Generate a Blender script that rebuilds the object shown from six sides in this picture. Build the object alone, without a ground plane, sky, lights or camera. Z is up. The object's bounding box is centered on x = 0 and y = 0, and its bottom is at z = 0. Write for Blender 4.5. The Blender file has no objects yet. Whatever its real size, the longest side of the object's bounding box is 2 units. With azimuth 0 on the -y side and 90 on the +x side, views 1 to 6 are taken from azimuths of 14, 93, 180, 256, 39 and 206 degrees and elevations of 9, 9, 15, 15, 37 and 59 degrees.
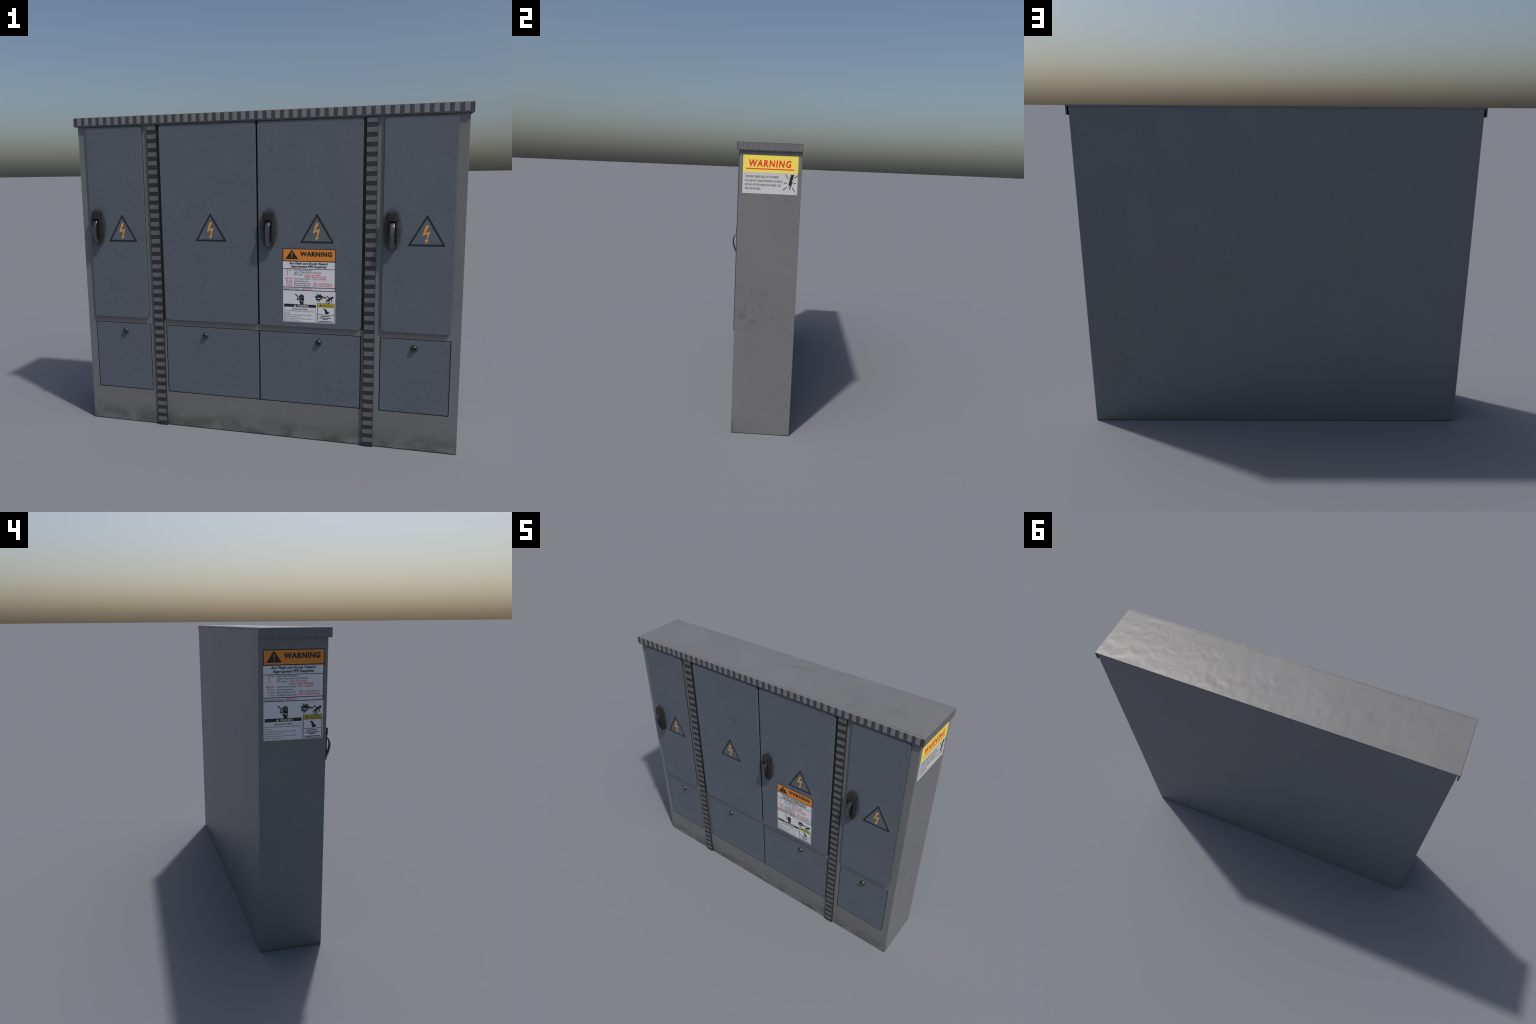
# Street-side electrical distribution cabinet: grey sheet-metal body, blue-grey doors,
# ribbed roof cap and pilasters, swing handles, lock knobs, warning labels.
import bpy, bmesh, math
from mathutils import Vector, Matrix

# ------------------------------------------------------------------ sizes (metres)
BX = 0.985                      # half width of the body
YF, YB = -0.1410, 0.2005        # body front / back
ROOF_X, ROOF_Y = 1.0, -0.1550   # half width and front of roof cap (ribs stand proud of it)
ROOF_Z0, ROOF_Z1 = 1.6305, 1.6778
DOOR_Y = -0.1503
UPPER = [(-0.938, -0.613), (-0.5175, -0.004), (0.004, 0.5175), (0.613, 0.939)]
UP_Z = (0.602, 1.6255)
LOWER = [(-0.9395, -0.6115), (-0.518, -0.0005), (0.0005, 0.518), (0.6115, 0.9405)]
LOW_Z = (0.1935, 0.5695)
STRIP_X, STRIP_W, STRIP_Y = 0.557, 0.0525, -0.1505

HANDLES = (-0.8892, 0.0593, 0.6565)

# ------------------------------------------------------------------ material helpers
def new_mat(name):
    m = bpy.data.materials.new(name); m.use_nodes = True
    nt = m.node_tree
    return m, nt, nt.nodes["Principled BSDF"]

def N(nt, typ, **kw):
    n = nt.nodes.new(typ)
    for k, v in kw.items():
        if k.startswith("in_"):
            n.inputs[k[3:].replace("_", " ")].default_value = v
        else:
            setattr(n, k, v)
    return n

def coords(nt, rot=(0, 0, 0), scale=(1, 1, 1), loc=(0, 0, 0)):
    tc = N(nt, "ShaderNodeTexCoord")
    m1 = N(nt, "ShaderNodeMapping"); m1.inputs["Rotation"].default_value = rot
    m1.inputs["Location"].default_value = loc
    m2 = N(nt, "ShaderNodeMapping"); m2.inputs["Scale"].default_value = scale
    nt.links.new(tc.outputs["Object"], m1.inputs[0]); nt.links.new(m1.outputs[0], m2.inputs[0])
    return m2.outputs[0]

def noise(nt, vec, scale, detail=4.0, rough=0.55, dist=0.0):
    n = N(nt, "ShaderNodeTexNoise")
    n.inputs["Scale"].default_value = scale; n.inputs["Detail"].default_value = detail
    n.inputs["Roughness"].default_value = rough; n.inputs["Distortion"].default_value = dist
    nt.links.new(vec, n.inputs["Vector"]); return n.outputs["Fac"]

def ramp(nt, fac, a, b, lo=0.0, hi=1.0):
    n = N(nt, "ShaderNodeMapRange"); n.interpolation_type = "SMOOTHSTEP"
    n.inputs["From Min"].default_value = a; n.inputs["From Max"].default_value = b
    n.inputs["To Min"].default_value = lo; n.inputs["To Max"].default_value = hi
    nt.links.new(fac, n.inputs["Value"]); return n.outputs["Result"]

def math_(nt, op, a, b):
    n = N(nt, "ShaderNodeMath", operation=op)
    for i, s in enumerate((a, b)):
        if isinstance(s, (int, float)): n.inputs[i].default_value = s
        else: nt.links.new(s, n.inputs[i])
    return n.outputs[0]

def mix(nt, fac, a, b):
    n = N(nt, "ShaderNodeMix", data_type="RGBA")
    if isinstance(fac, (int, float)): n.inputs[0].default_value = fac
    else: nt.links.new(fac, n.inputs[0])
    for i, s in ((6, a), (7, b)):
        if isinstance(s, tuple): n.inputs[i].default_value = (*s, 1)
        else: nt.links.new(s, n.inputs[i])
    return n.outputs[2]

def bump(nt, bsdf, height, strength, dist):
    b = N(nt, "ShaderNodeBump"); b.inputs["Strength"].default_value = strength
    b.inputs["Distance"].default_value = dist
    nt.links.new(height, b.inputs["Height"]); nt.links.new(b.outputs[0], bsdf.inputs["Normal"])

def plain(name, col, rough=0.5, metal=0.0, var=0.12, nscale=40.0, spec=0.5):
    """one colour with a light mottled grain"""
    m, nt, b = new_mat(name)
    v = coords(nt)
    f = ramp(nt, noise(nt, v, nscale), 0.35, 0.7)
    dark = tuple(c * (1 - var) for c in col)
    nt.links.new(mix(nt, f, col, dark), b.inputs["Base Color"])
    b.inputs["Roughness"].default_value = rough; b.inputs["Metallic"].default_value = metal
    b.inputs["Specular IOR Level"].default_value = spec
    return m

def grey_metal(name, col, dirt=1.0, rough=0.42, dent=0.0011, brush=0.0016, soft=False):
    """painted grey sheet steel: faint blotches, smudges, splash dirt near the ground on the sunny faces"""
    m, nt, b = new_mat(name)
    v = coords(nt)
    base = mix(nt, ramp(nt, noise(nt, v, 4.0, 3), 0.35, 0.7), col, tuple(c * 0.95 for c in col))
    patch = ramp(nt, noise(nt, coords(nt, loc=(3.1, 0.4, 0.22)), 3.2, 2), 0.55, 0.72)
    grain = ramp(nt, noise(nt, v, 34.0, 6, 0.65, 0.4), 0.48, 0.66)
    smudge = math_(nt, "MULTIPLY", math_(nt, "MULTIPLY", patch, grain), 0.24 * dirt)
    dist = N(nt, "ShaderNodeVectorMath", operation="DISTANCE"); dist.inputs[1].default_value = (BX, -0.03, 0.74)
    nt.links.new(coords(nt), dist.inputs[0])
    spot = math_(nt, "MULTIPLY", ramp(nt, dist.outputs["Value"], 0.05, 0.19, 1.0, 0.0), math_(nt, "MULTIPLY", grain, 0.44 * dirt))
    c1 = mix(nt, math_(nt, "MAXIMUM", smudge, spot), base, tuple(c * 0.45 for c in col))
    if soft:      # cloudy weather marks on the lid
        cloud = ramp(nt, noise(nt, coords(nt, scale=(1, 1.6, 1), loc=(0.3, 2.0, 0)), 5.5, 3, 0.5, 0.5), 0.52, 0.72)
        c1 = mix(nt, math_(nt, "MULTIPLY", cloud, 0.30), c1, tuple(c * 0.55 for c in col))
    # splashed soil in patches along the foot
    sep = N(nt, "ShaderNodeSeparateXYZ"); tc = N(nt, "ShaderNodeTexCoord")
    nt.links.new(tc.outputs["Object"], sep.inputs[0])
    low = ramp(nt, sep.outputs["Z"], 0.01, 0.125, 1.0, 0.0)
    front = ramp(nt, sep.outputs["Y"], -0.139, -0.10, 1.0, 0.25)
    blotch = ramp(nt, noise(nt, coords(nt, scale=(1, 1, 1.6), loc=(0.7, 0, 0)), 8.0, 6, 0.6, 0.3), 0.36, 0.66)
    soil = math_(nt, "MULTIPLY", math_(nt, "MULTIPLY", low, blotch), math_(nt, "MULTIPLY", front, 0.74 * dirt))
    c2 = mix(nt, soil, c1, (0.052, 0.050, 0.043))
    nt.links.new(c2, b.inputs["Base Color"])
    b.inputs["Roughness"].default_value = rough
    dents = noise(nt, coords(nt), 15.0, 1.6 if soft else 2.5, 0.42, 0.4)
    if soft:      # hail-dented roof: dents come in groups
        dents = math_(nt, "MULTIPLY", dents, ramp(nt, noise(nt, coords(nt, loc=(2, 1, 0)), 3.0, 1), 0.35, 0.65, 0.45, 1.0))
    rear = ramp(nt, sep.outputs["Y"], 0.1995, 0.2000)      # rolled sheet of the rear wall
    brushed = noise(nt, coords(nt, scale=(48, 48, 5)), 1.0, 4, 0.65)
    h = math_(nt, "ADD", math_(nt, "MULTIPLY", dents, dent), math_(nt, "MULTIPLY", math_(nt, "MULTIPLY", brushed, rear), brush))
    bump(nt, b, h, 1.0, 1.0)
    return m

def door_paint(name, col):
    """blue-grey paint with a slanting hammered grain and weak brownish stains"""
    m, nt, b = new_mat(name)
    v = coords(nt)
    st = coords(nt, rot=(0, math.radians(-32), 0), scale=(32, 32, 56))
    f = ramp(nt, noise(nt, v, 6.0, 5), 0.35, 0.7)
    c0 = mix(nt, f, col, tuple(c * 0.93 for c in col))
    patch = ramp(nt, noise(nt, coords(nt, loc=(1.3, 0, 2.2)), 3.4, 2), 0.50, 0.70)
    grain = ramp(nt, noise(nt, coords(nt, loc=(0, 0, 5.0)), 30.0, 6, 0.65), 0.47, 0.68)
    stain = math_(nt, "MULTIPLY", math_(nt, "MULTIPLY", patch, grain), 0.32)
    c1 = mix(nt, stain, c0, (0.052, 0.047, 0.044))
    near = None     # brown-black halo in the door colour around each handle
    for cx in HANDLES:
        ln = N(nt, "ShaderNodeVectorMath", operation="LENGTH")
        nt.links.new(coords(nt, loc=(-cx, 0, -1.102), scale=(1 / 0.047, 0, 1 / 0.105)), ln.inputs[0])
        near = ln.outputs["Value"] if near is None else math_(nt, "MINIMUM", near, ln.outputs["Value"])
    handle_halo = math_(nt, "MULTIPLY", ramp(nt, near, 0.72, 1.12, 1.0, 0.0), ramp(nt, noise(nt, v, 45.0, 5, 0.6), 0.30, 0.62, 0.45, 0.85))
    c1 = mix(nt, handle_halo, c1, (0.024, 0.020, 0.017))
    nt.links.new(c1, b.inputs["Base Color"])
    b.inputs["Roughness"].default_value = 0.45
    h = math_(nt, "ADD", math_(nt, "MULTIPLY", noise(nt, st, 1.0, 3, 0.6, 0.8), 0.55),
              math_(nt, "MULTIPLY", noise(nt, v, 34.0, 3, 0.55, 0.5), 0.6))
    bump(nt, b, h, 1.0, 0.00145)
    return m

def print_ink(name, col, fade=0.12):
    """printed sticker colour, slightly scuffed with grey"""
    m, nt, b = new_mat(name)
    g = ramp(nt, noise(nt, coords(nt), 70.0, 6, 0.7), 0.48, 0.75)
    nt.links.new(mix(nt, math_(nt, "MULTIPLY", g, fade), col, (0.13, 0.13, 0.12)), b.inputs["Base Color"])
    b.inputs["Roughness"].default_value = 0.5
    bump(nt, b, noise(nt, coords(nt), 60.0, 3), 0.12, 0.002)
    return m

GREY = (0.165, 0.167, 0.169)
M_BODY = grey_metal("grey_sheet_metal", GREY)
M_ROOF = grey_metal("grey_roof_metal", (0.167, 0.169, 0.172), dirt=0.8, rough=0.39, dent=0.0030, brush=0.0, soft=True)
M_RIB = plain("grey_rib_metal", (0.205, 0.204, 0.203), 0.45)
M_SIDERIB = plain("grey_side_rib_metal", (0.165, 0.166, 0.168), 0.45)
M_TROUGH = plain("dark_slate_trough", (0.050, 0.055, 0.067), 0.5)
M_BAR = plain("grey_bar_paint", (0.142, 0.143, 0.145), 0.5, var=0.2, nscale=25)
M_STRIP = plain("dark_pilaster_metal", (0.024, 0.025, 0.028), 0.5)
M_DOOR = door_paint("blue_grey_paint", (0.104, 0.127, 0.153))
M_DARK_EDGE = plain("brown_black_edge", (0.016, 0.012, 0.009), 0.7, var=0.4, nscale=25)
M_GAP = plain("black_gap", (0.008, 0.007, 0.006), 0.8, spec=0.2)
M_GAP_SHADOW = plain("painted_gap_shadow", (0.022, 0.020, 0.018), 0.7, var=0.4, nscale=20)
M_HOUSING = plain("dark_brown_casting", (0.026, 0.0225, 0.019), 0.45, var=0.3)
M_BLOCK = plain("black_plastic", (0.018, 0.018, 0.018), 0.5, var=0.3)
M_EMBLEM = plain("rubbed_brown_relief", (0.046, 0.038, 0.032), 0.45, var=0.4)
M_CHROME = plain("worn_chrome", (0.19, 0.19, 0.20), 0.27, metal=1.0, var=0.2)
M_KNOB = plain("tarnished_steel", (0.12, 0.117, 0.112), 0.40, metal=0.9, var=0.3, nscale=120)
M_WHITE = print_ink("label_white", (0.575, 0.58, 0.585))
M_BRIGHT = print_ink("label_bright_white", (0.70, 0.71, 0.735), 0.08)
M_ORANGE = print_ink("label_orange", (0.74, 0.245, 0.024), 0.06)
M_YELLOW = print_ink("label_yellow", (0.92, 0.75, 0.10), 0.16)
M_CAUTION = print_ink("label_caution_yellow", (0.48, 0.42, 0.012))
M_INK = print_ink("label_black_ink", (0.010, 0.010, 0.012), 0.05)
M_GREYINK = print_ink("label_grey_ink", (0.12, 0.12, 0.125), 0.05)
M_REDINK = print_ink("label_red_ink", (0.74, 0.105, 0.105), 0.05)
M_BRIGHTRED = print_ink("label_bright_red", (0.84, 0.032, 0.016), 0.06)
M_BOLT = print_ink("amber_bolt_paint", (0.74, 0.355, 0.060))
M_TRI = plain("black_sign_paint", (0.011, 0.011, 0.011), 0.5)

# ------------------------------------------------------------------ object helpers
ROOT = bpy.data.objects.new("electrical_cabinet", None)
bpy.context.scene.collection.objects.link(ROOT)
ROOT["label"] = "wide grey outdoor electrical cabinet with blue-grey doors and warning signs"
ROOT["category"] = "electrical cabinet"

def put(name, me, mats, parent=ROOT):
    o = bpy.data.objects.new(name, me)
    for m in (mats if isinstance(mats, (list, tuple)) else [mats]):
        me.materials.append(m)
    bpy.context.scene.collection.objects.link(o)
    o.parent = parent
    return o

def mesh_of(bm, name, smooth=None):
    bmesh.ops.recalc_face_normals(bm, faces=bm.faces)
    me = bpy.data.meshes.new(name); bm.to_mesh(me); bm.free()
    if smooth:
        me.shade_smooth(); me.set_sharp_from_angle(angle=math.radians(smooth)); flatten(me)
    return me

def flatten(me, limit=4e-4):
    """large flat faces keep their own normal, only the small rounding faces stay smooth"""
    for p in me.polygons:
        if p.area > limit: p.use_smooth = False

def add_box(bm, x0, x1, y0, y1, z0, z1, mi=0):
    vs = [bm.verts.new((x, y, z)) for x in (x0, x1) for y in (y0, y1) for z in (z0, z1)]
    for f in ((0, 1, 3, 2), (4, 6, 7, 5), (0, 4, 5, 1), (2, 3, 7, 6), (0, 2, 6, 4), (1, 5, 7, 3)):
        bm.faces.new([vs[i] for i in f]).material_index = mi
    return vs

def box_mesh(name, x0, x1, y0, y1, z0, z1, bev=0.0, seg=2, smooth=40):
    bm = bmesh.new(); add_box(bm, x0, x1, y0, y1, z0, z1)
    if bev:
        bmesh.ops.bevel(bm, geom=bm.edges[:], offset=bev, segments=seg, profile=0.5, affect="EDGES")
    return mesh_of(bm, name, smooth if bev else None)

def cut(obj, boxes, mat):
    """boolean-subtract axis-aligned boxes, lining the cut with `mat`"""
    for b in boxes:
        me = box_mesh("cutter", *b); me.materials.append(mat)
        c = bpy.data.objects.new("cutter", me); bpy.context.scene.collection.objects.link(c)
        md = obj.modifiers.new("cut", "BOOLEAN"); md.operation = "DIFFERENCE"
        md.solver = "EXACT"; md.object = c; md.material_mode = "TRANSFER"
        bpy.context.view_layer.update()
        dg = bpy.context.evaluated_depsgraph_get()
        new = bpy.data.meshes.new_from_object(obj.evaluated_get(dg))
        obj.modifiers.clear()
        obj.data = new; flatten(new)
        bpy.data.objects.remove(c)

def rounded_outline(x0, x1, z0, z1, r, n=6):
    pts = []
    for cx, cz, a0 in ((x1 - r, z1 - r, 0), (x0 + r, z1 - r, 90), (x0 + r, z0 + r, 180), (x1 - r, z0 + r, 270)):
        for i in range(n + 1):
            a = math.radians(a0 + 90 * i / n)
            pts.append((cx + r * math.cos(a), cz + r * math.sin(a)))
    return pts

def plate_mesh(name, x0, x1, z0, z1, yf, yb, r, bev, n=6):
    """pressed door plate facing -y: rounded corners, soft front edge; side faces use material 1"""
    bm = bmesh.new()
    rings = []
    for y, ins in ((yb, 0), (yf + bev, 0), (yf + bev * 0.3, bev * 0.3), (yf, bev)):
        o = rounded_outline(x0 + ins, x1 - ins, z0 + ins, z1 - ins, max(r - ins, 1e-4), n)
        rings.append([bm.verts.new((x, y, z)) for x, z in o])
    k = len(rings[0])
    for ri in range(len(rings) - 1):
        for i in range(k):
            f = bm.faces.new((rings[ri][i], rings[ri][(i + 1) % k], rings[ri + 1][(i + 1) % k], rings[ri + 1][i]))
            f.material_index = 1 if ri == 0 else 0
    bm.faces.new(rings[-1]); bm.faces.new(rings[0])
    return mesh_of(bm, name, 30)

# ------------------------------------------------------------------ body
body = put("cabinet_body", box_mesh("cabinet_body", -BX, BX, YF, YB, 0.0, 1.6695, 0.0015, 1), [M_BODY, M_GAP])
g = 0.0018
rec = [(LOWER[0][0] - g, LOWER[0][1] + g), (LOWER[1][0] - g, LOWER[2][1] + g), (LOWER[3][0] - g, LOWER[3][1] + g)]
cut(body, [(a, b, YF - 0.02, YF + 0.008, LOW_Z[0] - g, LOW_Z[1] + g) for a, b in rec], M_GAP)

# ------------------------------------------------------------------ roof cap (open at the back, hollow lip)
bm = bmesh.new(); add_box(bm, -ROOF_X + 0.0005, ROOF_X - 0.0005, ROOF_Y, YB + 0.05, ROOF_Z0, ROOF_Z1)
bmesh.ops.bevel(bm, geom=[e for e in bm.edges if all(v.co.z < ROOF_Z0 + 0.001 for v in e.verts)], offset=0.0012, segments=1, affect="EDGES")
bmesh.ops.bevel(bm, geom=[e for e in bm.edges if all(v.co.z > ROOF_Z1 - 0.001 for v in e.verts)], offset=0.0035, segments=3, profile=0.5, affect="EDGES")
roof = put("roof_cap", mesh_of(bm, "roof_cap", 40), [M_ROOF, M_GAP])
cut(roof, [(-0.9925, 0.9925, ROOF_Y + 0.008, 0.4, 1.5, 1.6698), (-2, 2, YB, 0.5, 1.0, 2.0)], M_GAP)
for p in roof.data.polygons:            # dark slate front fascia; rear cut keeps the metal colour
    c, n = p.center, p.normal
    if n.y < -0.8 and c.y < ROOF_Y + 0.004: p.material_index = 2
    if n.y > 0.8 and c.y > YB - 0.002: p.material_index = 0
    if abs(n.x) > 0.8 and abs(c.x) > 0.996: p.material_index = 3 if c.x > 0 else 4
roof.data.materials.append(M_TROUGH)
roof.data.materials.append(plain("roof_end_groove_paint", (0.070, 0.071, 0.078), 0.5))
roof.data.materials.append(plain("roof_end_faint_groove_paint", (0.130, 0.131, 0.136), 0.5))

# folded seam lines on the roof sheet
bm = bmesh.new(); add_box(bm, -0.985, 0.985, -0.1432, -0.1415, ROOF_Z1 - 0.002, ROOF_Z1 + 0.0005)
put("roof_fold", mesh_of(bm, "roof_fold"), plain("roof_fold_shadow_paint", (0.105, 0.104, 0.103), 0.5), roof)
bm = bmesh.new(); add_box(bm, -0.9385, -0.9345, -0.115, 0.15, ROOF_Z1 - 0.002, ROOF_Z1 + 0.0006)
put("roof_seam", mesh_of(bm, "roof_seam"), M_ROOF, roof)

# front ribs of the roof: 46 light ribs over the dark fascia
P, RW = 0.04299, 0.0232
bm = bmesh.new()
add_box(bm, 0, RW, ROOF_Y - 0.0008, ROOF_Y + 0.010, ROOF_Z0 + 0.0062, ROOF_Z1 - 0.0008)
bmesh.ops.bevel(bm, geom=[e for e in bm.edges if all(v.co.y < ROOF_Y for v in e.verts)], offset=0.0007, segments=2, affect="EDGES")
rib_me = mesh_of(bm, "roof_rib", 40); rib_me.materials.append(M_RIB)
for i in range(46):
    o = bpy.data.objects.new("roof_rib", rib_me); bpy.context.scene.collection.objects.link(o)
    o.location = (-0.9785 + P * i, 0, 0); o.parent = roof

# fine ribs on both roof ends
bm = bmesh.new()
n = 36; y0, y1 = ROOF_Y + 0.006, YB - 0.002
for s in (-1, 1):
    for i in range(n):
        a = y0 + (y1 - y0) * i / n
        xs = sorted((s * 0.9990, s * 1.0))
        add_box(bm, xs[0], xs[1], a + 0.0012, a + (y1 - y0) / n - 0.0012, ROOF_Z0 + 0.005, ROOF_Z1 - 0.005)
o = put("roof_end_ribbing", mesh_of(bm, "roof_end_ribbing"), M_SIDERIB, roof); o["kind"] = "stuff"

# ------------------------------------------------------------------ pilaster strips with bars
bar_me = box_mesh("pilaster_bar", -0.0243, 0.0243, STRIP_Y - 0.0007, STRIP_Y + 0.004, 0, 0.0226, 0.0004, 1)
bar_me.materials.append(M_BAR)
for s in (-1, 1):
    bm = bmesh.new(); add_box(bm, s * STRIP_X - STRIP_W / 2, s * STRIP_X + STRIP_W / 2, STRIP_Y, YF + 0.004, 0.0, 1.6305)
    for f in bm.faces:
        f.normal_update()
        if abs(f.normal.x) > 0.5: f.material_index = 1
    strip = put("pilaster_strip", mesh_of(bm, "pilaster_strip"), [M_STRIP, M_DARK_EDGE])
    for k in range(36):
        o = bpy.data.objects.new("pilaster_bar", bar_me); bpy.context.scene.collection.objects.link(o)
        o.location = (s * STRIP_X, 0, 0.0225 + 0.04516 * k); o.parent = strip
    # dark strip modelled for the shadow in the narrow gap to the centre doors
    a, b = sorted((s * 0.5175, s * 0.5305))
    bm = bmesh.new(); add_box(bm, a, b, YF - 0.002, YF + 0.002, UP_Z[0], UP_Z[1])
    put("gap_shadow_strip", mesh_of(bm, "gap_shadow_strip"), M_GAP_SHADOW)
bm = bmesh.new(); add_box(bm, -0.0055, 0.0055, YF - 0.003, YF + 0.002, UP_Z[0] + 0.006, 1.6305)  # black bar that draws the shade between the two centre doors
put("gap_shadow_strip", mesh_of(bm, "gap_shadow_strip"), M_GAP)

# ------------------------------------------------------------------ doors
def flat_poly(bm, pts, y0, y1, mi=0):
    """extruded polygon in the xz plane from y1 (back) to y0 (front)"""
    f = [bm.verts.new((x, y0, z)) for x, z in pts]; b = [bm.verts.new((x, y1, z)) for x, z in pts]
    bm.faces.new(f).material_index = mi
    for i in range(len(pts)):
        j = (i + 1) % len(pts)
        bm.faces.new((f[i], f[j], b[j], b[i])).material_index = mi

BOLT = [(-0.0048, 0.0977), (0.0090, 0.0979), (-0.0084, 0.0623), (0.0149, 0.0706), (0.0026, 0.0305), (0.0082, 0.0286),
        (-0.0040, 0.0118), (-0.0083, 0.0284), (-0.0017, 0.0305), (0.0018, 0.0574), (-0.0207, 0.0478)]
SIGNS = [(-0.7457, 1.0226, 0.1665, 0.1455), (-0.2482, 1.0325, 0.1690, 0.1455), (0.3000, 1.0328, 0.1690, 0.1460), (0.8140, 1.0270, 0.1710, 0.1480)]

def warning_triangle(cx, zb, w, h, parent):
    t = 0.0082; r = 0.0035
    outer = [(-w / 2, 0), (w / 2, 0), (0, h)]
    def inset(d):       # offset triangle edges inward by d
        c = Vector((0, h / 3)); L = math.hypot(w / 2, h)
        rin = (w * h / 2) / ((w + 2 * L) / 2); k = 1 - d / rin
        ic = Vector((0, rin)); return [ic + (Vector(p) - ic) * k for p in outer]
    def rounded(tri, r):
        out = []
        for i in range(3):
            p, a, b = Vector(tri[i]), Vector(tri[i - 1]), Vector(tri[(i + 1) % 3])
            for q in (p + (a - p).normalized() * r, p + ((a - p).normalized() + (b - p).normalized()) * r * 0.33, p + (b - p).normalized() * r):
                out.append((cx + q.x, zb + q.y))
        return out
    o, i_ = rounded(outer, r), rounded(inset(t), 0.0012)
    bm = bmesh.new(); y0, y1 = DOOR_Y - 0.0007, DOOR_Y + 0.0006
    V = [[bm.verts.new((x, y, z)) for x, z in ring] for ring in (o, i_) for y in (y0, y1)]
    for k in range(9):
        j = (k + 1) % 9
        bm.faces.new((V[0][k], V[0][j], V[2][j], V[2][k])); bm.faces.new((V[0][k], V[1][k], V[1][j], V[0][j]))
        bm.faces.new((V[2][k], V[2][j], V[3][j], V[3][k])); bm.faces.new((V[1][k], V[3][k], V[3][j], V[1][j]))
    tri = put("warning_triangle", mesh_of(bm, "warning_triangle"), M_TRI, parent)
    bm = bmesh.new(); flat_poly(bm, [(cx + x, zb + z) for x, z in BOLT], y0, y1)
    put("lightning_bolt", mesh_of(bm, "lightning_bolt"), M_BOLT, parent)

for (a, b), sg in zip(UPPER, SIGNS):
    d = put("door", plate_mesh("door", a, b, UP_Z[0], UP_Z[1], DOOR_Y, YF + 0.003, 0.017, 0.0022), [M_DOOR, M_DARK_EDGE])
    warning_triangle(*sg, d)

# ------------------------------------------------------------------ lower access panels with lock knobs
def lathe(bm, prof, cx, cz, mi=0, n=28):
    rings = []
    for r, y in prof:
        rings.append([bm.verts.new((cx + r * math.cos(2 * math.pi * i / n), y, cz + r * math.sin(2 * math.pi * i / n))) for i in range(n)])
    for a, b in zip(rings, rings[1:]):
        for i in range(n):
            bm.faces.new((a[i], a[(i + 1) % n], b[(i + 1) % n], b[i])).material_index = mi
    bm.faces.new(rings[-1]).material_index = mi

KNOBS = [-0.761, -0.295, 0.3083, 0.7726]
PANELS = [(LOWER[0][0] + g, LOWER[0][1] - g), (LOWER[1][0] + g, -0.0035), (0.0035, LOWER[2][1] - g), (LOWER[3][0] + g, LOWER[3][1] - g)]
for (a, b), kx in zip(PANELS, KNOBS):
    p = put("access_panel", plate_mesh("access_panel", a, b, LOW_Z[0] + g, LOW_Z[1] - g, YF - 0.0006, YF + 0.0075, 0.002, 0.0008, 3), [M_DOOR, M_GAP])
    bm = bmesh.new(); y = YF
    lathe(bm, [(0.0168, y + 0.001), (0.0168, y - 0.003), (0.0155, y - 0.0055), (0.0135, y - 0.0062), (0.0130, y - 0.0090), (0.0118, y - 0.0115),
               (0.0098, y - 0.0128), (0.0082, y - 0.0130), (0.0074, y - 0.0112)], kx, 0.5248)
    k = put("lock_knob", mesh_of(bm, "lock_knob", 35), M_KNOB, p)
    bm = bmesh.new(); lathe(bm, [(0.0075, y - 0.0105), (0.0075, y - 0.0116), (0.003, y - 0.0119)], kx, 0.5248, n=20)
    put("keyhole_plug", mesh_of(bm, "keyhole_plug", 35), M_BLOCK, p)
# thin brown post between the two centre panels
bm = bmesh.new(); add_box(bm, -0.0012, 0.0012, YF - 0.0002, YF + 0.0075, LOW_Z[0], LOW_Z[1])
put("panel_post", mesh_of(bm, "panel_post"), M_DARK_EDGE)

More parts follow.
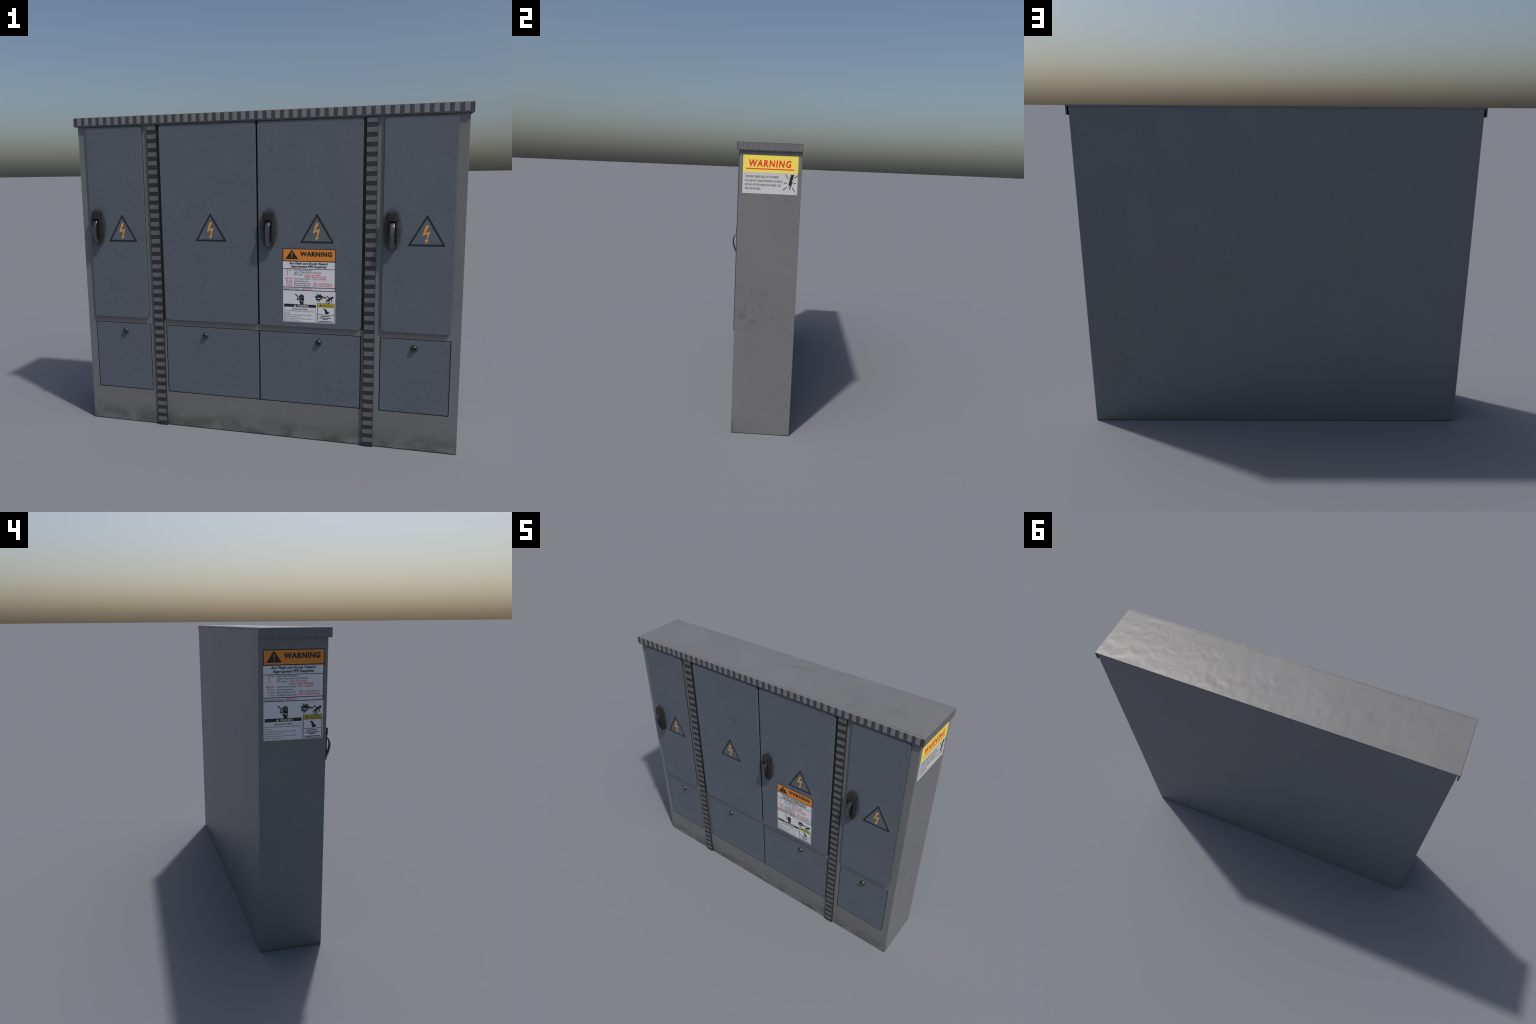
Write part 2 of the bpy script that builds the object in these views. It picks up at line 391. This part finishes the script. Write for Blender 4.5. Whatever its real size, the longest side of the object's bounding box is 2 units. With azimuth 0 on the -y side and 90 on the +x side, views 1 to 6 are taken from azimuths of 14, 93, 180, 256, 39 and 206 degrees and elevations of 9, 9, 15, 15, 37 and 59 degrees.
# ------------------------------------------------------------------ swing handles
def handle(cx):
    z0, z1, hw, yf = 1.0165, 1.1858, 0.0238, -0.1755
    h = put("handle", box_mesh("handle", cx - hw, cx + hw, yf, DOOR_Y + 0.002, z0, z1, 0.0022, 2), [M_HOUSING, M_GAP])
    bm = bmesh.new()            # tapering recess behind the lever, sloping floor
    w = hw - 0.0035; RD = 0.007
    pr = [(yf - 0.01, 1.1440), (yf + RD, 1.1440), (yf + RD, 1.0420), (yf + 0.001, 1.0215), (yf - 0.01, 1.0215)]
    f0 = [bm.verts.new((cx - w, y, z)) for y, z in pr]; f1 = [bm.verts.new((cx + w, y, z)) for y, z in pr]
    bm.faces.new(f0); bm.faces.new(f1[::-1])
    for i in range(5):
        j = (i + 1) % 5; bm.faces.new((f0[i], f1[i], f1[j], f0[j]))
    me = mesh_of(bm, "cutter"); me.materials.append(M_HOUSING)
    c = bpy.data.objects.new("cutter", me); bpy.context.scene.collection.objects.link(c)
    md = h.modifiers.new("cut", "BOOLEAN"); md.operation = "DIFFERENCE"; md.solver = "EXACT"; md.object = c
    bpy.context.view_layer.update()
    new = bpy.data.meshes.new_from_object(h.evaluated_get(bpy.context.evaluated_depsgraph_get()))
    h.modifiers.clear(); h.data = new; bpy.data.objects.remove(c)
    new.shade_flat()
    # dark back of the recess
    bm = bmesh.new(); add_box(bm, cx - w + 0.0002, cx + w - 0.0002, yf + RD - 0.0015, yf + RD + 0.0002, 1.0425, 1.1438)
    put("recess_liner", mesh_of(bm, "recess_liner"), M_BLOCK, h)
    # push block with ribbed hexagon emblem
    bx = 0.0193
    put("push_block", box_mesh("push_block", cx - bx, cx + bx, yf - 0.0045, yf + 0.001, 1.1455, 1.1822, 0.001, 2), M_BLOCK, h)
    bm = bmesh.new(); ez, er = 1.1642, 0.0142; yb = yf - 0.0045
    hexo = [(cx + er * math.sin(math.radians(60 * i)), ez + er * math.cos(math.radians(60 * i))) for i in range(6)]
    hexi = [(cx + (x - cx) * 0.87, ez + (z - ez) * 0.87) for x, z in hexo]
    for i in range(6):
        j = (i + 1) % 6
        flat_poly(bm, [hexo[i], hexo[j], hexi[j], hexi[i]], yb - 0.0011, yb + 0.0002)
    for k in range(-2, 3):
        L = 0.0095 if abs(k) < 2 else 0.0065
        d = Vector((math.cos(math.radians(32)), math.sin(math.radians(32)))); nrm = Vector((-d.y, d.x))
        q = Vector((cx, ez)) + nrm * k * 0.0044
        flat_poly(bm, [tuple(q - d * L - nrm * 0.001), tuple(q + d * L - nrm * 0.001), tuple(q + d * L + nrm * 0.001), tuple(q - d * L + nrm * 0.001)], yb - 0.0011, yb + 0.0002)
    put("hexagon_emblem", mesh_of(bm, "hexagon_emblem"), M_EMBLEM, h)
    # bowed chrome lever
    ctrl = [(-0.1665, 1.1415, 0.0112, 0.0045), (-0.1750, 1.1360, 0.0112, 0.0050), (-0.1860, 1.1250, 0.0110, 0.0052), (-0.1940, 1.1100, 0.0108, 0.0056),
            (-0.1968, 1.0920, 0.0106, 0.0066), (-0.1950, 1.0740, 0.0104, 0.0074), (-0.1895, 1.0540, 0.0100, 0.0080), (-0.1815, 1.0340, 0.0096, 0.0078), (-0.1735, 1.0155, 0.0092, 0.0060)]
    def spl(t):
        n = len(ctrl) - 1; i = min(int(t * n), n - 1); u = t * n - i
        p = [ctrl[max(0, min(n, i + d))] for d in (-1, 0, 1, 2)]
        return [0.5 * (2 * b + (c - a) * u + (2 * a - 5 * b + 4 * c - d) * u * u + (3 * b - a - 3 * c + d) * u ** 3) for a, b, c, d in zip(*p)]
    bm = bmesh.new(); rings = []; S = 36
    for k in range(S + 1):
        y, z, hw2, th = spl(k / S)
        ya, za, *_ = spl(max(0, k / S - 0.01)); yb2, zb2, *_ = spl(min(1, k / S + 0.01))
        t = Vector((yb2 - ya, zb2 - za)).normalized(); nrm = Vector((-t.y, t.x))
        if nrm.x > 0: nrm = -nrm
        sec = rounded_outline(-hw2, hw2, -th / 2, th / 2, min(0.0022, th * 0.4), 3)
        rings.append([bm.verts.new((cx + sx, y + nrm.x * sy, z + nrm.y * sy)) for sx, sy in sec])
    for a, b in zip(rings, rings[1:]):
        for i in range(len(a)):
            j = (i + 1) % len(a); bm.faces.new((a[i], a[j], b[j], b[i]))
    bm.faces.new(rings[0]); bm.faces.new(rings[-1])
    put("lever", mesh_of(bm, "lever", 50), M_CHROME, h)

for cx in HANDLES:
    handle(cx)

# ------------------------------------------------------------------ labels
def cap_height():
    cu = bpy.data.curves.new("t", "FONT"); cu.body = "H"; cu.size = 1
    ob = bpy.data.objects.new("t", cu); bpy.context.scene.collection.objects.link(ob); bpy.context.view_layer.update()
    me = bpy.data.meshes.new_from_object(ob.evaluated_get(bpy.context.evaluated_depsgraph_get()))
    h = max(v.co.y for v in me.vertices)
    bpy.data.objects.remove(ob); bpy.data.meshes.remove(me); bpy.data.curves.remove(cu)
    return h
CAP = cap_height()

class Sheet:
    """a sticker: drawing commands in fractions of its width (u, right) and height (v, down)"""
    def __init__(s, name, origin, u, w, h, mat):
        s.o, s.u, s.d = Vector(origin), Vector(u), Vector((0, 0, -1))
        s.n = s.d.cross(s.u) * -1
        s.n = s.u.cross(Vector((0, 0, 1)))      # outward normal
        s.w, s.h = w, h; s.bms = {}
        bm = bmesh.new(); s._prism(bm, [(0, 0), (1, 0), (1, 1), (0, 1)], -0.001, 0.0008)
        s.obj = put(name, mesh_of(bm, name), mat)
    def P(s, u, v, n): return s.o + s.u * (u * s.w) + s.d * (v * s.h) + s.n * n
    def _prism(s, bm, pts, n0, n1):
        a = [bm.verts.new(s.P(u, v, n0)) for u, v in pts]; b = [bm.verts.new(s.P(u, v, n1)) for u, v in pts]
        bm.faces.new(b); bm.faces.new(a[::-1])
        for i in range(len(pts)):
            j = (i + 1) % len(pts); bm.faces.new((a[i], a[j], b[j], b[i]))
    def bm(s, name, mat): return s.bms.setdefault((name, mat.name), (bmesh.new(), mat))[0]
    def poly(s, name, mat, pts, lvl=1): s._prism(s.bm(name, mat), pts, 0.0004, 0.0008 + 0.0004 * lvl)
    def rect(s, name, mat, u0, v0, u1, v1, lvl=1): s.poly(name, mat, [(u0, v0), (u1, v0), (u1, v1), (u0, v1)], lvl)
    def stroke(s, name, mat, pts, t, lvl=1):
        asp = s.w / s.h
        for k, (a, b) in enumerate(zip(pts, pts[1:])):
            d = Vector((b[0] - a[0], (b[1] - a[1]) / asp)); d.normalize(); q = Vector((-d.y, d.x)) * t / 2; e = d * t * 0.3
            c = [(a[0] - e.x + q.x, a[1] + (-e.y + q.y) * asp), (b[0] + e.x + q.x, b[1] + (e.y + q.y) * asp),
                 (b[0] + e.x - q.x, b[1] + (e.y - q.y) * asp), (a[0] - e.x - q.x, a[1] + (-e.y - q.y) * asp)]
            s.poly(name, mat, c, lvl + 0.05 * (k % 3))
    def disc(s, name, mat, u, v, r, lvl=1, n=16):
        asp = s.w / s.h
        s.poly(name, mat, [(u + r * math.cos(2 * math.pi * i / n), v + r * asp * math.sin(2 * math.pi * i / n)) for i in range(n)], lvl)
    def text(s, name, mat, body, u0, u1, v0, v1, bold=0.0, shear=0.0, lvl=2, space=1.0):
        """text fitted to the box u0..u1, v0 (cap top)..v1 (baseline)"""
        cu = bpy.data.curves.new("t", "FONT"); cu.body = body; cu.size = 1; cu.offset = bold; cu.shear = shear; cu.space_character = space
        cu.resolution_u = 2; cu.fill_mode = "FRONT"
        ob = bpy.data.objects.new("t", cu); bpy.context.scene.collection.objects.link(ob)
        bpy.context.view_layer.update()
        me = bpy.data.meshes.new_from_object(ob.evaluated_get(bpy.context.evaluated_depsgraph_get()))
        xs = [v.co.x for v in me.vertices]
        if xs:
            x0, x1 = min(xs), max(xs)
            tb = bmesh.new(); tb.from_mesh(me)
            bmesh.ops.triangulate(tb, faces=tb.faces[:])
            bm = s.bm(name, mat); mp = {}
            n1 = 0.0008 + 0.0004 * lvl
            for v in tb.verts:
                mp[v] = bm.verts.new(s.P(u0 + (v.co.x - x0) / (x1 - x0) * (u1 - u0), v1 - v.co.y / CAP * (v1 - v0), n1))
            for f in tb.faces:
                if f.calc_area() > 1e-9:
                    try: bm.faces.new([mp[v] for v in f.verts])
                    except ValueError: pass
            tb.free()
        bpy.data.objects.remove(ob); bpy.data.meshes.remove(me); bpy.data.curves.remove(cu)
    def finish(s):
        for (name, _), (bm, mat) in s.bms.items():
            flat = name.endswith("lettering")
            me = bpy.data.meshes.new(name)
            if flat:
                for f in bm.faces:
                    f.normal_update()
                    if f.normal.dot(s.n) < 0: f.normal_flip()
            else: bmesh.ops.recalc_face_normals(bm, faces=bm.faces)
            bm.to_mesh(me); bm.free(); put(name, me, mat, s.obj)

def hazard_sheet(origin, u, w, h):
    s = Sheet("warning_label", origin, u, w, h, M_BRIGHT)
    K, R, G2 = M_INK, M_REDINK, M_GREYINK
    LB = "black_lettering"
    # orange header with black border
    s.rect("header_border", K, -0.004, -0.003, 1.004, 0.170, 0.5)
    s.rect("header_band", M_ORANGE, 0.010, 0.006, 0.990, 0.158, 1)
    s.poly("header_triangle", K, [(0.172, 0.010), (0.298, 0.137), (0.048, 0.137)], 2)
    s.poly("exclamation_mark", M_ORANGE, [(0.162, 0.050), (0.183, 0.050), (0.178, 0.094), (0.167, 0.094)], 3)
    s.disc("exclamation_mark", M_ORANGE, 0.172, 0.110, 0.011, 3)
    s.text(LB, K, "WARNING", 0.330, 0.932, 0.038, 0.093, bold=0.05, space=1.12)
    # heading
    s.text(LB, K, "Arc Flash and Shock Hazard", 0.125, 0.852, 0.178, 0.206, bold=0.03)
    s.text(LB, K, "Appropriate PPE Required", 0.150, 0.828, 0.219, 0.247, bold=0.03)
    for v, t in ((0.267, 0.0065), (0.519, 0.008), (0.559, 0.008)):
        s.rect("ruled_line", K, 0.0, v - t / 2, 1.0, v + t / 2)
    s.rect("ruled_line", K, 0.988, 0.165, 0.999, 0.559, 1.1)
    rows = [("24 inch", 0.065, 0.175, "Flash Hazard Boundary", 0.565, 0.283), ("3", 0.085, 0.102, "cal/cm  Flash Hazard at 18 inches", 0.735, 0.312),
            ("1", 0.088, 0.100, "PPE Level,", 0.385, 0.342), ("480 VAC", 0.045, 0.178, "Shock Hazard when", 0.530, 0.400),
            ("42 inch", 0.062, 0.178, "Limited Approach", 0.485, 0.432), ("12 inch", 0.062, 0.178, "Restricted Approach", 0.530, 0.461), ("1 inch", 0.080, 0.178, "Prohibited Approach", 0.530, 0.490)]
    for left, a, b, right, e, v in rows:
        s.text("red_lettering", R, left, a, b, v - 0.011, v + 0.011, bold=0.01)
        s.text(LB, K, right, 0.218, e, v - 0.010, v + 0.010)
    for t, a, b, v in (("1 Layer 6 oz cotton,", 0.415, 0.725, 0.342), ("Leather Gloves Faceshield", 0.415, 0.820, 0.370), ("Cover is removed", 0.565, 0.825, 0.398),
                       ("- 500 V  Class 00 Gloves", 0.565, 0.945, 0.459), ("- 500 V Class 00 Gloves", 0.565, 0.935, 0.488)):
        s.text("red_lettering", R, t, a, b, v - 0.011, v + 0.011, bold=0.01)
    s.text(LB, K, "Equipment Name:", 0.022, 0.335, 0.530, 0.550)
    s.text("red_lettering", R, "800A5127", 0.370, 0.555, 0.526, 0.549, bold=0.01)
    # pictogram: hand touching a live wire
    PI = "hand_pictogram"
    for i, (ua, va) in enumerate(((0.322, 0.632), (0.345, 0.620), (0.369, 0.616), (0.393, 0.630))):
        s.stroke(PI, K, [(ua, va), (ua, 0.685)], 0.021, 1 + 0.1 * i)
    s.poly(PI, K, [(0.312, 0.672), (0.404, 0.665), (0.407, 0.698), (0.372, 0.707), (0.345, 0.690), (0.318, 0.694)], 1.5)
    s.poly(PI, K, [(0.312, 0.702), (0.342, 0.698), (0.372, 0.716), (0.407, 0.708), (0.396, 0.734), (0.384, 0.754), (0.340, 0.754), (0.328, 0.735)], 1.2)
    s.stroke(PI, K, [(0.236, 0.612), (0.262, 0.628), (0.292, 0.643), (0.292, 0.660), (0.276, 0.672), (0.280, 0.690), (0.305, 0.688)], 0.017)
    # pictogram: arc blast throwing a person
    asp = w / h; star = []
    for i in range(22):
        a = 2 * math.pi * i / 22 + 0.12 + 0.1 * math.sin(i * 5.1); r = (0.088 + 0.014 * math.sin(i * 2.3)) if i % 2 == 0 else (0.050 + 0.008 * math.sin(i * 3.7))
        star.append((0.690 + r * math.cos(a), 0.647 + r * asp * math.sin(a)))
    s.poly("blast_pictogram", K, star, 1)
    s.poly("blast_spark", M_BRIGHT, [(0.650, 0.657), (0.672, 0.650), (0.690, 0.654), (0.712, 0.650), (0.722, 0.657), (0.700, 0.664), (0.672, 0.663)], 1.6)
    PM = "person_pictogram"
    s.stroke(PM, K, [(0.765, 0.645), (0.828, 0.648)], 0.022, 1.1)
    s.disc(PM, K, 0.948, 0.640, 0.021, 1)
    s.stroke(PM, K, [(0.925, 0.650), (0.868, 0.676)], 0.040, 1.1)
    s.stroke(PM, K, [(0.905, 0.652), (0.870, 0.640), (0.838, 0.622)], 0.015, 1.2)
    s.stroke(PM, K, [(0.915, 0.660), (0.938, 0.680), (0.925, 0.702)], 0.014, 1.15)
    s.stroke(PM, K, [(0.868, 0.676), (0.832, 0.688), (0.846, 0.712)], 0.018, 1.3)
    s.stroke(PM, K, [(0.868, 0.678), (0.888, 0.700), (0.876, 0.728)], 0.018, 1.4)
    # lower left instruction block
    s.rect("instruction_bar", K, 0.018, 0.751, 0.635, 0.790)
    s.poly("bar_triangle", M_BRIGHT, [(0.232, 0.756), (0.255, 0.784), (0.209, 0.784)], 2)
    s.text("white_lettering", M_BRIGHT, "WARNING", 0.272, 0.492, 0.758, 0.784, bold=0.01)
    s.text(LB, K, "Electrical Shock Hazard", 0.178, 0.475, 0.805, 0.825, bold=0.01)
    for t, e, v in (("Disconnect electrical power and gas supply before", 0.608, 0.850), ("servicing.", 0.130, 0.876),
                    ("This heater must be connected to a properly", 0.545, 0.904), ("grounded electrical source.", 0.340, 0.930),
                    ("Failure to follow these instructions can result in", 0.570, 0.956), ("death or electrical shock.", 0.315, 0.980)):
        s.text("grey_lettering", G2, t, 0.030, e, v - 0.016, v)
    for a in ((0.018, 0.79, 0.021, 0.992), (0.632, 0.79, 0.635, 0.992), (0.018, 0.990, 0.635, 0.992)):
        s.rect("instruction_frame", M_GREYINK, *a)
    # lower right caution box
    s.rect("caution_frame", M_GREYINK, 0.657, 0.722, 0.988, 0.993, 0.6)
    s.rect("caution_field", M_BRIGHT, 0.670, 0.775, 0.975, 0.985, 1.0)
    s.rect("caution_band", M_CAUTION, 0.668, 0.728, 0.977, 0.771, 1.2)
    s.rect("ruled_line", K, 0.662, 0.771, 0.983, 0.7775, 1.4)
    s.rect("ruled_line", K, 0.662, 0.8785, 0.983, 0.8845, 1.4)
    s.poly("caution_triangle", K, [(0.722, 0.736), (0.742, 0.764), (0.702, 0.764)], 2)
    s.text(LB, K, "CAUTION", 0.748, 0.945, 0.738, 0.762)
    # plain stand-in shape for the printed creature
    s.poly("plain_shape", K, [(0.775, 0.800), (0.805, 0.795), (0.832, 0.808), (0.848, 0.828), (0.868, 0.842), (0.886, 0.838), (0.884, 0.858),
                              (0.862, 0.868), (0.812, 0.870), (0.808, 0.842), (0.800, 0.818)], 1.6)
    for a, b, v in ((0.722, 0.898, 0.902), (0.700, 0.930, 0.926), (0.762, 0.862, 0.944), (0.695, 0.950, 0.972)):
        s.rect("print_line", M_GREYINK, a, v - 0.006, b, v + 0.006, 1.5)
    s.finish()

hazard_sheet((0.1292, DOOR_Y, 1.0020), (1, 0, 0), 0.2625, 0.3736)
hazard_sheet((-BX, 0.1765, 1.5783), (0, -1, 0), 0.2985, 0.4283)

# yellow and white label high on the right side
s = Sheet("warning_label", (BX, -0.1205, 1.6080), (0, 1, 0), 0.3000, 0.2066, M_WHITE)
s.rect("yellow_field", M_YELLOW, 0.0, 0.0, 1.0, 0.442, 0.6)
s.text("red_lettering", M_BRIGHTRED, "WARNING", 0.105, 0.872, 0.126, 0.292, bold=0.036, shear=0.12, space=1.24)
s.rect("red_underline", M_BRIGHTRED, 0.056, 0.338, 0.932, 0.366, 1.5)
for t, e, v in (("THIS FUNNY CABINET HAS A LOT OF CURRENT", 0.655, 0.580), ("IF YOU ARE NOT A SKILLED TECHNICIAN YOU SHOULD", 0.730, 0.690),
                ("NOT PLAY WITH THE WIRES IN THE CABINET.  YOU", 0.698, 0.795), ("COULD GET SHOCKED.", 0.325, 0.895)):
    s.text("grey_lettering", M_GREYINK, t, 0.045, e, v - 0.054, v, bold=0.012)
s.poly("bolt_pictogram", M_INK, [(0.874, 0.475), (0.934, 0.473), (0.896, 0.665), (0.914, 0.662), (0.850, 0.905), (0.862, 0.755), (0.832, 0.762)], 1.5)
for a, b in (((0.780, 0.478), (0.828, 0.588)), ((0.764, 0.700), (0.800, 0.694)), ((0.742, 0.880), (0.806, 0.806)), ((0.945, 0.562), (0.996, 0.488)),
             ((0.930, 0.702), (0.966, 0.694)), ((0.908, 0.812), (0.950, 0.920))):
    s.stroke("spark_pictogram", M_INK, [a, b], 0.012, 1.5)
s.finish()
